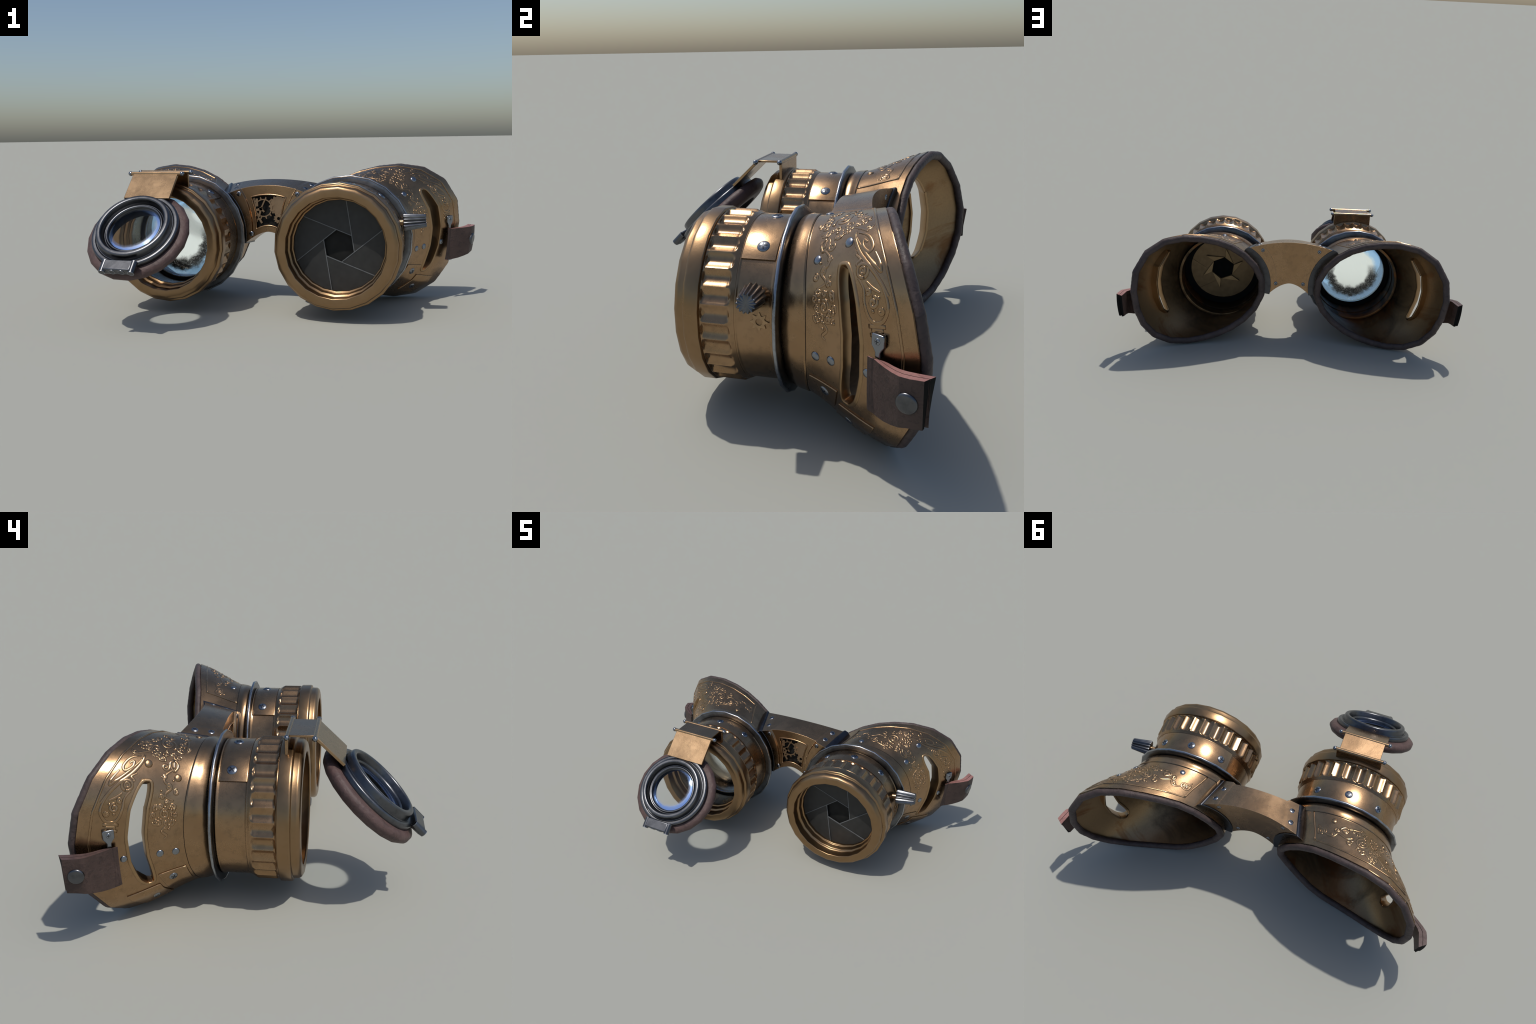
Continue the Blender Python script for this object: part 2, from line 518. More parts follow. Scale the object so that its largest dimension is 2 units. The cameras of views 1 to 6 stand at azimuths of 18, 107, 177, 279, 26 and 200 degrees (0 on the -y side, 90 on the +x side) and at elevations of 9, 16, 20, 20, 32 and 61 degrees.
def build_eyecup(side):
    E = empty('eyecup', ROOT)
    # ---- skin with the slot cut through and real thickness
    ins = np.linspace(SLOT_A, SLOT_B, 57)
    # finer steps near the rounded slot ends
    ins = SLOT_A + (SLOT_B - SLOT_A) * (.5 - .5 * np.cos(np.linspace(0, pi, 57)))
    rest = np.linspace(SLOT_B, SLOT_A + 2 * pi, 133)[1:-1]
    TH = np.concatenate([ins, rest])
    nu = len(TH)
    base_t = np.concatenate([np.linspace(0, .19, 10), [.196, .203], np.linspace(.215, .45, 11)])
    back_t = np.concatenate([np.linspace(.66, .95, 15), [.975, .99, 1.0]])
    rows = []
    for th in TH:
        d = min(abs(th - SLOT_B), abs(th - (SLOT_A + 2 * pi))) if th > SLOT_B else 0
        thc = th if th <= SLOT_B else (SLOT_B if abs(th - SLOT_B) < abs(th - SLOT_A - 2 * pi) else SLOT_A)
        a, b = slot_edges(np.array(thc))
        k = min(1.0, d / .35)
        a = a * (1 - k) + .49 * k; b = b * (1 - k) + .615 * k
        rows.append(np.concatenate([base_t, [(.45 + a) / 2, a, b, (b + .66) / 2], back_t]))
    Tm = np.array(rows); nv = Tm.shape[1]
    jf = len(base_t) + 1
    THm = np.repeat(TH[:, None], nv, 1)
    P, du, dv, N = cup_frame(THm, Tm)
    off = np.where(Tm < .199, .0035, 0) + .004 * np.exp(-((Tm - .1) / .06) ** 2)
    off = off * (np.clip(Tm / .03, 0, 1))
    outer = P + N * off[..., None]
    thick = .022 - .010 * Tm
    inner = P - N * thick[..., None]
    inner[:, -1] = P[:, -1] - N[:, -1] * .012
    V = np.concatenate([outer.reshape(-1, 3), inner.reshape(-1, 3)])
    F = []; fm = []
    n1 = nu * nv
    hole = lambda i, j: i < 56 and j == jf
    for i in range(nu):
        i2 = (i + 1) % nu
        for j in range(nv - 1):
            if hole(i, j):
                continue
            q = (i * nv + j, i2 * nv + j, i2 * nv + j + 1, i * nv + j + 1)
            F.append(tuple(reversed(q))); fm.append(0)
            F.append(tuple(n1 + k for k in q)); fm.append(1)
        for j, fl in ((0, False), (nv - 1, True)):
            q = (i * nv + j, i2 * nv + j, n1 + i2 * nv + j, n1 + i * nv + j)
            F.append(q if fl else tuple(reversed(q))); fm.append(0)
    # orient: check the first outer face looks outward
    V0 = V[list(F[0])]
    nn = np.cross(V0[1] - V0[0], V0[2] - V0[0])
    if nn @ N[0, 0] < 0:
        F = [tuple(reversed(f)) for f in F]
    shell = mesh_obj('cup_shell', V, F, None, E, side, 180, [BRASS, BRASS_INNER], fm)
    global faceted
    faceted = False                      # shade it as the smooth surface
    Ns = cup_frame(THm, Tm)[3]
    faceted = True
    # carry the collar step into the normals
    h_ = np.gradient(off, axis=1) / np.maximum(np.linalg.norm(np.gradient(P, axis=1), axis=2), 1e-5)
    tv = np.gradient(P, axis=1); tv /= np.linalg.norm(tv, axis=2, keepdims=True)
    No = Ns - tv * h_[..., None]
    No /= np.linalg.norm(No, axis=2, keepdims=True)
    NV = np.concatenate([No.reshape(-1, 3), -Ns.reshape(-1, 3)])
    NV[:, 0] *= side
    CUSTOM_NORMALS[shell.name] = NV

    # ---- slot lining: a rounded lip swept round the slot
    loop = [(i, jf) for i in range(57)] + [(i, jf + 1) for i in range(56, -1, -1)]
    cen = cup(np.array((SLOT_A + SLOT_B) / 2), np.array(.555))
    LP = np.array([P[i, j] for i, j in loop]); LN = np.array([N[i, j] for i, j in loop])
    Lt = np.roll(LP, -1, 0) - np.roll(LP, 1, 0); Lt /= np.linalg.norm(Lt, axis=1, keepdims=True)
    Lo = np.cross(Lt, LN)
    mid = np.array([(P[i, jf] + P[i, jf + 1]) / 2 for i, j in loop])
    Lo *= np.sign(((LP - mid) * Lo).sum(1, keepdims=True))   # away from the opening
    SV = []
    for k in range(len(loop)):
        f_ = (k - 57) / 57                     # the rear wall of the slot is the deeper one
        dep = .030 + (.030 * sin(pi * max(0, min(1, f_))) ** .5 if f_ > 0 else 0)
        sec = rounded([(.012, -.002), (.010, .0018), (.004, .0038), (-.002, .0032), (-.0035, -dep), (.0075, -dep), (.0075, -.003)], .003, 2)
        SV.append([LP[k] + Lo[k] * a + LN[k] * b for a, b in sec])
    SV = np.array(SV)
    mesh_obj('slot_lip', SV.reshape(-1, 3), grid_faces(len(loop), len(sec), True, True), BRASS_LIP, E, side, 45)

    # ---- leather trim round the face opening
    n = 240
    th = np.linspace(0, 2 * pi, n, endpoint=False)
    C = rim(th, -.0030, .004)
    ctr = np.array([.52, .0, .34])
    rad = np.stack([np.cos(th), 0 * th, np.sin(th)], -1)
    wr = .0003 * np.sin(th * 61 + 2 * np.sin(th * 3)) + .0003 * np.sin(th * 97 + 1.3) + .0002 * rng.standard_normal(n)
    V, F = tube(C, .0160, .0195, normals=rad, nseg=14, closed=True, taper=1 + wr / .017)
    mesh_obj('leather_trim', V, F, LEATHER_TRIM, E, side, 180)

    # ---- raised border lines of the ornamental panel
    S = Soup()
    wk = hk = 1.0

    def stroke(pts, w=.0042, h=.0035, taper=None, lift=0.0):
        pts = np.array(pts, float)
        p, _, _, nn = cup_frame(np.radians(pts[:, 0]), pts[:, 1])
        S.add(tube(p + nn * lift, w * wk, h * hk, nn, 8, False, taper))
    a = [(121.5, t) for t in np.linspace(.21, .872, 16)]
    b = [(d, .872 + .02 * sin(radians(121 - d) * 1.0) + .0002 * max(0, 60 - d)) for d in np.linspace(121.5, -4, 60)]
    stroke(a + b, .0045, .003)
    mesh_obj('panel_border', *S.out(), BRASS_RELIEF, E, side, 180)
    S = Soup()
    stroke([(d, .204) for d in np.linspace(121.5, -75, 80)], .0011, .0009, lift=.0005)
    mesh_obj('panel_seam', *S.out(), VOID, E, side, 180)  # thin black tube laid along the seam as its dark line

    # ---- embossed scroll ornament
    S = Soup()
    wk, hk = 1.5, .36

    def local(th0, t0):
        p, du, dv, nn = cup_frame(np.array(radians(th0)), np.array(t0))
        lu, lv = np.linalg.norm(du), np.linalg.norm(dv)
        c = (du @ dv) / (lu * lv)

        def f(x, y):   # metres along -theta (x, away from the bridge) and towards the rim (y)
            y2 = y / max(.35, sqrt(1 - c * c))
            x2 = -x - y2 * c
            return (th0 + degrees(x2 / lu), t0 + y2 / lv)
        return f

    def spiral(c, r, turns, start=0., hand=1, w=.0038, r0=.12, squash=1.0):
        f = local(*c)
        k = int(18 * turns) + 6
        s = np.linspace(0, 1, k)
        rr = r * (r0 + (1 - r0) * s)
        ph = start + hand * s * turns * 2 * pi
        stroke([f(a * cos(q), a * sin(q) * squash) for a, q in zip(rr, ph)], w, .0042, .55 + .45 * np.sin(pi * s) ** .5)

    def ring(c, r, w=.0035, sq=1.0):
        f = local(*c)
        stroke([f(r * cos(q), r * sin(q) * sq) for q in np.linspace(0, 2 * pi, 24)], w, .0038)

    def dot(c, r=.005):
        f = local(*c)
        p, _, _, nn = cup_frame(np.array(radians(c[0])), np.array(c[1]))
        u, w, q = basis(nn)
        S.add(lathe([(.004 * cos(a) - .0005, r * sin(a)) for a in np.linspace(.05, pi / 2, 5)], 10, p, q, u, w, closed=False))

    def leaf(c, ang, L, W, vein=True, w=.0034):
        f = local(*c)
        ca, sa = cos(ang), sin(ang)
        s = np.linspace(0, 1, 12)
        for sg in (1, -1):
            stroke([f(L * q * ca - sg * W * sin(pi * q ** .8) * sa, L * q * sa + sg * W * sin(pi * q ** .8) * ca) for q in s], w, .004)
        if vein:
            stroke([f(L * q * ca, L * q * sa) for q in np.linspace(.1, .75, 5)], w * .8, .0035)

    def flower(c, r, k=6, w=.0036):
        f = local(*c)
        for i in range(k):
            q = 2 * pi * i / k + .3
            cc = f(r * .62 * cos(q), r * .62 * sin(q))
            ring(cc, r * .34, w * .85)
        dot(c, r * .3)

    def vine(pts, w=.004, h=.0042):
        P_ = np.array(pts, float); s = np.linspace(0, len(P_) - 1, 9 * (len(P_) - 1))
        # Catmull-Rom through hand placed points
        o = []
        for q in s:
            i = min(int(q), len(P_) - 2); u_ = q - i
            p0, p1, p2, p3 = P_[max(i - 1, 0)], P_[i], P_[i + 1], P_[min(i + 2, len(P_) - 1)]
            o.append(.5 * ((2 * p1) + (-p0 + p2) * u_ + (2 * p0 - 5 * p1 + 4 * p2 - p3) * u_ ** 2 + (-p0 + 3 * p1 - 3 * p2 + p3) * u_ ** 3))
        ss = np.linspace(0, 1, len(o))
        stroke(o, w, h, .5 + .5 * np.sin(pi * np.clip(ss, .06, .94)))

    # large rosette on the top of the cup
    ros = (73.5, .56)
    spiral(ros, .037, 1.7, .6, 1, .0044, squash=.85)
    spiral((74.2, .57), .016, 1.2, 3.4, -1, .004)
    f = local(*ros)
    for i in range(9):
        q = 2 * pi * i / 9 + .2 + .25 * random.random()
        k = .047 + .012 * random.random()
        c = f(k * cos(q), k * sin(q))
        if i % 2:
            leaf(c, q + .9, .026, .009, False)
        else:
            spiral(c, .012 + .003 * random.random(), 1.2, q + 2, -1, .0032)
    flower((68, .755), .026, 5)
    leaf((69, .70), 1.2, .030, .010); spiral((65.5, .70), .012, 1.3, 0, 1)
    flower((61.5, .60), .020, 5)
    # trailing vine to the leaf scroll near the bridge
    vine([(83, .55), (90, .60), (97, .56), (103, .66), (109, .66), (116.6, .50)])
    spiral((112.3, .615), .019, 1.6, 0, -1)
    leaf((113, .66), pi + .5, .045, .016, False)
    spiral((103, .62), .013, 1.3, 1, 1)
    spiral((97.5, .49), .014, 1.4, 2, -1)
    leaf((84, .40), pi - .35, .046, .014)
    leaf((86, .47), pi + .1, .034, .010)
    vine([(88, .42), (80, .36), (72, .33), (66, .30)], .0036)
    for c in ((79, .39), (73, .40), (66.5, .37), (63, .44), (70, .30), (59.5, .36)):
        spiral(c, .0115, 1.2, c[0], 1 if int(c[0]) % 2 else -1, .0032)
    dot((69, .45), .007); dot((65, .52), .006); dot((60, .50), .006); dot((76, .75), .006); dot((80, .68), .005)
    vine([(78, .70), (73, .77), (67, .84)], .0034)
    vine([(63, .66), (60, .75), (57, .80)], .0034)
    spiral((60.5, .81), .013, 1.3, 0, 1)
    # leaf and curls running down between slot and seam
    leaf((57, .40), -.35, .046, .016)
    spiral((51, .45), .016, 1.5, .4, -1)
    spiral((57, .52), .015, 1.8, 0, 1)
    vine([(50, .36), (45, .42), (40, .41), (36, .34), (31, .38), (27, .30)], .0038)
    spiral((44, .43), .010, 1.2, 0, 1); spiral((37, .36), .012, 1.3, 1, -1); spiral((33, .29), .011, 1.2, 2, 1)
    spiral((30, .40), .010, 1.2, 2, -1); dot((41, .34), .005); dot((34, .42), .005)
    # worn rosette in front of the slot
    g = (18.5, .355)
    f = local(*g)
    spiral(g, .020, 1.6, 0, 1, .0036)
    for i in range(11):
        q = 2 * pi * i / 11 + .4 * random.random()
        rr = .030 + .016 * random.random()
        if i % 3 == 0:
            leaf(f(rr * cos(q), rr * sin(q)), q + 1.2, .022, .007, False)
        else:
            spiral(f(rr * cos(q), rr * sin(q)), .0085 + .004 * random.random(), .9 + .5 * random.random(), q, 1 if i % 2 else -1, .0034)
    for k in range(26):
        q = 2 * pi * random.random(); rr = .014 + .042 * sqrt(random.random())
        dot(f(rr * cos(q) + .012, rr * sin(q) * .8), .0035 + .003 * random.random())
    vine([(11, .33), (7, .37), (3, .335), (1, .36)], .0036)
    # paisley behind the slot
    vine([(57, .72), (54, .80), (49, .82), (46, .78), (49, .735), (52.5, .75), (51, .78)], .0042)
    vine([(58, .69), (53, .675), (46, .70), (40, .755), (33, .83), (28, .865)], .0046)
    vine([(54.5, .685), (47, .735), (41, .79), (37, .845), (41, .85), (46, .83)], .0036)
    ring((37.3, .705), .020, .0036); ring((37.3, .705), .009, .003)
    vine([(45, .665), (42.5, .70), (40.5, .665), (39, .66)], .0034)
    vine([(34, .66), (30, .69), (24, .68), (19, .70), (17, .74), (18.5, .80), (24, .845), (30, .84), (35, .80)], .0042)
    vine([(33, .72), (30.5, .76), (29, .81)], .0036)
    spiral((25, .745), .017, 1.5, 0, 1); spiral((29, .72), .010, 1.3, 1, -1); spiral((22, .79), .010, 1.3, 1, 1)
    dot((27, .79), .006); dot((21.5, .735), .006)
    for k_, (d0, w_) in enumerate(((15.8, .028), (14.2, .020), (12.4, .026))):
        f = local(d0, .752)
        stroke([f(0, q) for q in np.linspace(-w_, w_, 7)], .0042, .004)
    orn = mesh_obj('scroll_ornament', *S.out(), BRASS_RELIEF, E, side, 180)
    orn['kind'] = 'stuff'

    # ---- small riveted plate below the slot
    def plate(tlim, dlim, lift, name, mat):
        d = np.radians(np.linspace(*dlim, 9)); t = np.linspace(*tlim, 8)
        D, T_ = np.meshgrid(d, t, indexing='ij')
        p, _, _, nn = cup_frame(D, T_)
        V = np.concatenate([(p + nn * lift).reshape(-1, 3), (p - nn * .004).reshape(-1, 3)])
        F = [tuple(reversed(q)) for q in grid_faces(9, 8)] + [tuple(72 + k for k in q) for q in grid_faces(9, 8)]
        ed = [i * 8 for i in range(9)] + [64 + j for j in range(1, 8)] + [i * 8 + 7 for i in range(7, -1, -1)] + [j for j in range(6, 0, -1)]
        for k in range(len(ed)):
            a_, b_ = ed[k], ed[(k + 1) % len(ed)]
            F.append((a_, b_, 72 + b_, 72 + a_))
        ob = mesh_obj(name, V, F, mat, E, side, 40)
        bevel(ob, .002, 2, 50)
        return ob
    plate((.23, .47), (-27, -45), .0045, 'base_plate', BRASS)
    plate((.50, .80), (-37, -58), .0045, 'base_plate', BRASS)

    # ---- rivets and screws
    dome_mat = STEEL_BRIGHT if side > 0 else BRASS
    for d, t, r, m in ((43.3, .308, .0125, dome_mat), (52, .617, .0135, dome_mat), (98.8, .325, .012, dome_mat),
                       (-11, .28, .0125, STEEL_BRIGHT), (-9.5, .40, .0125, STEEL_BRIGHT), (-6.6, .668, .0115, STEEL_BRIGHT)):
        p, _, _, nn = cup_frame(np.array(radians(d)), np.array(t))
        put('rivet', p, nn, r * 1.18, E, side, m)
    for d, t, r in ((-33.8, .372, .0145), (-50, .62, .013)):
        p, _, _, nn = cup_frame(np.array(radians(d)), np.array(t))
        put('screw', p + nn * .004, nn, r * 1.2, E, side)
    return E


# ------------------------------------------------------------------ barrel
def build_barrel(side):
    B = empty('barrel', ROOT)
    # front bezel: flange, stepped lip and stepped bore
    prof = [(-.083, .283), (-.085, .2915), (-.128, .2915), (-.134, .289), (-.136, .279), (-.157, .278),
            (-.167, .272), (-.172, .262), (-.1725, .2305), (-.168, .2278), (-.166, .2310), (-.126, .2305), (-.121, .2265),
            (-.117, .2195), (-.092, .2180), (-.089, .2165), (-.087, .2105), (-.068, .2100), (-.064, .222), (-.064, .272)]
    mesh_obj('bezel', *lathe(rounded([(y, r * 1.004) for y, r in prof], .003, 2), 22, phase=.1), BRASS_FACE, B, side, 50)
    # knurled grip ring with scooped recesses
    NR, per = 32, 14
    n = NR * per
    ys = np.concatenate([[-.084, -.0815, -.0788], [-.0775, -.0755, -.0735, -.0715], np.linspace(-.067, .0, 14), [.003, .006, .009, .012, .0145, .0168, .0195, .0235, .0265]])
    V = []
    for i in range(n):
        u = (i % per) / per
        th = 2 * pi * i / n
        e = abs(2 * u - 1)                       # 1 on the ridge, 0 mid-recess
        a = np.clip(1 - (e / .95) ** 1.7, 0, 1)
        for y in ys:
            r = .2862 if y < .002 else .2862 - (y - .002) * .50
            if y < -.08: r -= .003
            m = (y + .0310) / .0475               # recess spans y = -.0785 .. +.0165
            edge = 1 - abs(m)
            s = np.clip(edge / (.12 if m < 0 else .20), 0, 1)
            r -= .0125 * a * s if y < .002 else max(0, .0125 * a * s - (y - .002) * .25)
            V.append((CX + r * cos(th), y, CZ + r * sin(th)))
    k = len(ys)
    # inner wall closes the ring
    for i in range(n):
        th = 2 * pi * i / n
        for y in (.0265, -.084):
            V.append((CX + .262 * cos(th), y, CZ + .262 * sin(th)))
    F = grid_faces(n, k, True)
    o = n * k
    for i in range(n):
        j = (i + 1) % n
        F.append((i * k + k - 1, j * k + k - 1, o + 2 * j, o + 2 * i))
        F.append((o + 2 * i, o + 2 * j, o + 2 * j + 1, o + 2 * i + 1))
        F.append((o + 2 * i + 1, o + 2 * j + 1, j * k, i * k))
    mesh_obj('grip_ring', V, F, BRASS, B, side, 50)
    # band between grip and steel ring, with bore
    prof = [(.022, .2725), (.030, .2725), (.034, .2690), (.136, .2690), (.1415, .2725), (.147, .2725), (.150, .266), (.235, .266), (.235, .250),
            (.170, .248), (.166, .243), (.075, .241), (.070, .205), (.066, .205), (.062, .225), (-.02, .230), (-.068, .230), (-.068, .262), (.022, .262)]
    if side > 0:
        prof = [(.022, .2725), (.030, .2725), (.034, .2690), (.136, .2690), (.1415, .2725), (.147, .2725), (.150, .266), (.235, .266), (.235, .250),
                (.170, .248), (.166, .243), (.085, .241), (.08, .203), (-.05, .203), (-.05, .262), (.022, .262)]
    V, F = lathe(rounded(prof, .0025, 2), 96)
    fm = None
    ob = mesh_obj('band', V, F, BRASS, B, side, 45, [BRASS, BRASS_INNER, VOID])
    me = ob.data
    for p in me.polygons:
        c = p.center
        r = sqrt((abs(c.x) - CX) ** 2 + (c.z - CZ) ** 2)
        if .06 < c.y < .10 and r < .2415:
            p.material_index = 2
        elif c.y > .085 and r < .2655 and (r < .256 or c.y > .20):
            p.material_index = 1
    # raised strap over the top of the band, held by three screws
    prof = rounded([(.031, .266), (.031, .2745), (.139, .2745), (.139, .266)], .002, 2)
    mesh_obj('band_plate', *lathe(prof, 40, th0=radians(42.5), th1=radians(134)), BRASS, B, side, 45)
    for d, y in ((52.2, .092), (88.2, .090), (124.2, .093)):
        nn = np.array([cos(radians(d)), 0, sin(radians(d))])
        put('screw', np.array([CX, y, CZ]) + nn * .2738, nn, .0205, B, side)
    # steel ring
    prof = rounded([(.149, .262), (.1500, .292), (.1520, .3035), (.157, .3060), (.1620, .3035), (.1655, .292), (.171, .262)], .002, 3)
    V, F = lathe([(y, r * 1.004) for y, r in prof], 22, phase=.1)
    V[:, 1] += .016 * (V[:, 0] - CX)             # the ring sits very slightly askew, following the cup
    mesh_obj('steel_ring', V, F, STEEL_RING, B, side, 60)
    prof = [(.1558 + .0058 * cos(q), .3040 + .0042 * sin(q)) for q in np.linspace(0, 2 * pi, 12, endpoint=False)]
    V, F = lathe([(y, r * 1.004) for y, r in prof], 22, phase=.1)
    V[:, 1] += .016 * (V[:, 0] - CX)
    mesh_obj('ring_bead', V, F, STEEL_RIM, B, side, 180)
    return B


def build_iris(parent):
    I = empty('iris_shutter', parent)
    C = np.array([CX, 0, CZ])
    hexr, R = .0755, .2105
    V6 = [radians(100 - 60 * i) for i in range(6)]
    R6 = [radians(141.3 - 60 * i) for i in range(6)]
    pt = lambda r, a, y: np.array([CX + r * cos(a), y, CZ + r * sin(a)])
    for i in range(6):
        j = (i + 1) % 6
        yl, yt = -.0755, -.0700       # leading edge lies proud of the next blade
        a0, a1 = R6[i], R6[i] - radians(60)
        pts = [(pt(R, R6[i], 0), yl), (pt(hexr, V6[i], 0), yl), (pt(hexr, V6[j], 0), yl - .0004), (pt(R, R6[j], 0), yt)]
        for s in np.linspace(1, 0, 9)[1:-1]:
            pts.append((pt(R, a0 + (a1 - a0) * s, 0), yt + (yl - yt) * (1 - s)))
        n = len(pts)
        top = [np.array([p[0], y, p[2]]) for p, y in pts]
        V = top + [q + np.array([0, .004, 0]) for q in top]
        F = [tuple(range(n)), tuple(reversed(range(n, 2 * n)))] + [(k, n + k, n + (k + 1) % n, (k + 1) % n) for k in range(n)]
        mesh_obj('iris_blade', V, F, IRIS, I, 1, 30)
        a, b = top[0], top[2]
        d = (b - a) / np.linalg.norm(b - a)
        e = np.cross(d, [0, 1, 0])
        mesh_obj('blade_edge', *box((a + b) / 2 + np.array([0, .001, 0]), d, e, (0, 1, 0), np.linalg.norm(b - a) / 2, .0019, .0022), IRIS_EDGE, I, 1, 30)
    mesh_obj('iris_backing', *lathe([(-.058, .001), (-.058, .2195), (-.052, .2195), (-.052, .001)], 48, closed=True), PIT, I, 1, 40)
    # rear face: brass plates round a dark hexagonal opening
    hr, R2 = .074, .206
    y0 = .072
    for i in range(6):
        a = radians(90 - 60 * i + 8)
        b = a - radians(60)
        R_ = [a + radians(38), b + radians(38)]
        pts = [(hr, a), (hr, b), (R2, R_[1])] + [(R2, R_[1] + (R_[0] - R_[1]) * s) for s in np.linspace(0, 1, 6)[1:-1]] + [(R2, R_[0])]
        ys = [y0 + .001, y0 + .001, y0 + .001] + [y0 + .001 + .004 * s for s in np.linspace(0, 1, 6)[1:-1]] + [y0 + .005]
        top = [np.array([CX + r * cos(q), y, CZ + r * sin(q)]) for (r, q), y in zip(pts, ys)]
        n = len(top)
        V = top + [q - np.array([0, .006, 0]) for q in top]
        F = [tuple(reversed(range(n))), tuple(range(n, 2 * n))] + [(k, (k + 1) % n, n + (k + 1) % n, n + k) for k in range(n)]
        mesh_obj('rear_blade', V, F, IRIS_BACK, I, 1, 30)
        # raised triangular tab beside the opening
        tri = [(hr * 1.0, a - .02), (hr * 1.0, b + .02), (hr * 1.85, b - .02)]
        tp = [np.array([CX + r * cos(q), y0 + h_, CZ + r * sin(q)]) for (r, q), h_ in zip(tri, (.008, .012, .018))]
        V = tp + [q - np.array([0, .009, 0]) for q in tp]
        F = [(2, 1, 0), (3, 4, 5)] + [(k, (k + 1) % 3, 3 + (k + 1) % 3, 3 + k) for k in range(3)]
        bevel(mesh_obj('rear_tab', V, F, IRIS_TAB, I, 1, 30), .0015, 1)
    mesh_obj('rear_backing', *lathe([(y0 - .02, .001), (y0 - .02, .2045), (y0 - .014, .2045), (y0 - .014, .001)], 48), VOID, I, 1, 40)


def build_lens(parent):
    y, r = .052, .2085
    prof = [(y - .016 * cos(a) + .016, r * sin(a) / sin(1.35)) for a in np.linspace(0.001, 1.35, 18)]
    back = [(p[0] + .012, p[1]) for p in reversed(prof)]
    V, F = lathe(prof + back, 64, closed=False)
    m = glass_mat('lens_glass', (-CX, y + .01, CZ), r, False)
    mesh_obj('lens', V, F, m, parent, -1, 60)


def build_knob(parent):
    K = empty('adjusting_knob', parent)
    o = np.array([CX + .252, .089, CZ + .0925])
    d = np.array([.107, .010, .010]); L = np.linalg.norm(d); d /= L
    u, w, d = basis(d)
    n = 14 * 10
    rows = [(.018, .020), (.018, .034), (.020, .0395), (.026, .041), (.060, .0375), (.095, .0335), (.118, .0310), (.122, .0295), (.1225, .026), (.1215, .010), (.1215, .0005)]
    V = []
    for i in range(n):
        th = 2 * pi * i / n
        fl = .5 + .5 * cos(14 * th)
        fl = fl ** .8
        for h, r in rows:
            k = .0065 if .03 < r else (.0045 if r > .02 else 0)
            rr = r - k * (1 - fl)
            V.append(o + d * (h - (.003 * (1 - fl) if h > .115 and r > .02 else 0)) + rr * (cos(th) * u + sin(th) * w))
    mesh_obj('knob_cap', V, grid_faces(n, len(rows), True), STEEL_KNOB, K, 1, 50)
    mesh_obj('knob_stem', *lathe([(-.01, .014), (.02, .014)], 20, o, d, u, w, closed=False), BRASS, K, 1, 60)
    # small gear emblem on the band below the knob
    S = Soup()
    th0 = radians(2.5); r0 = .2690
    pts = []
    for i in range(8 * 6):
        a = 2 * pi * i / 48
        rr = .029 if i % 6 in (0,) else (.024 if i % 6 in (1, 5) else .019)
        pts.append((rr, a))
    P = lambda rr, a, lift: np.array([CX + (r0 + lift) * cos(th0 + rr * sin(a) / r0), .106 + rr * cos(a), CZ + (r0 + lift) * sin(th0 + rr * sin(a) / r0)])
    V = []
    for rr, a in pts:
        V += [P(rr, a, -.002), P(rr, a, .0035), P(.011, a, .0035), P(.011, a, -.002)]
    S.add((V, grid_faces(48, 4, True, True)))
    mesh_obj('gear_emblem', *S.out(), BRASS_WORN, K, 1, 40)


# ------------------------------------------------------------------ bridge
def zmix(a, b, s): return a + (b - a) * s


def bridge_pt(u, v, back, dy=0.0):
    """u -1..1 across, v 0..1 bottom to top"""
    if back:
        ze, zc, te, tc_ = .292, .357, .593, .622
    else:
        ze, zc, te, tc_ = .303, .361, .558, .598
    au = abs(u)
    zb = zmix(zc, ze, au ** 1.75)
    zt = zmix(tc_, te, au ** 2.1)
    z = zmix(zb, zt, v)
    zs = zmix(ze, te, v)
    xs = CX - sqrt(max(1e-6, .301 ** 2 - (zs - CZ) ** 2))
    x = u * xs
    y = (.337 + .6 * x * x) if back else (.208 + .02 * x * x)
    return np.array([x, y + dy, z])


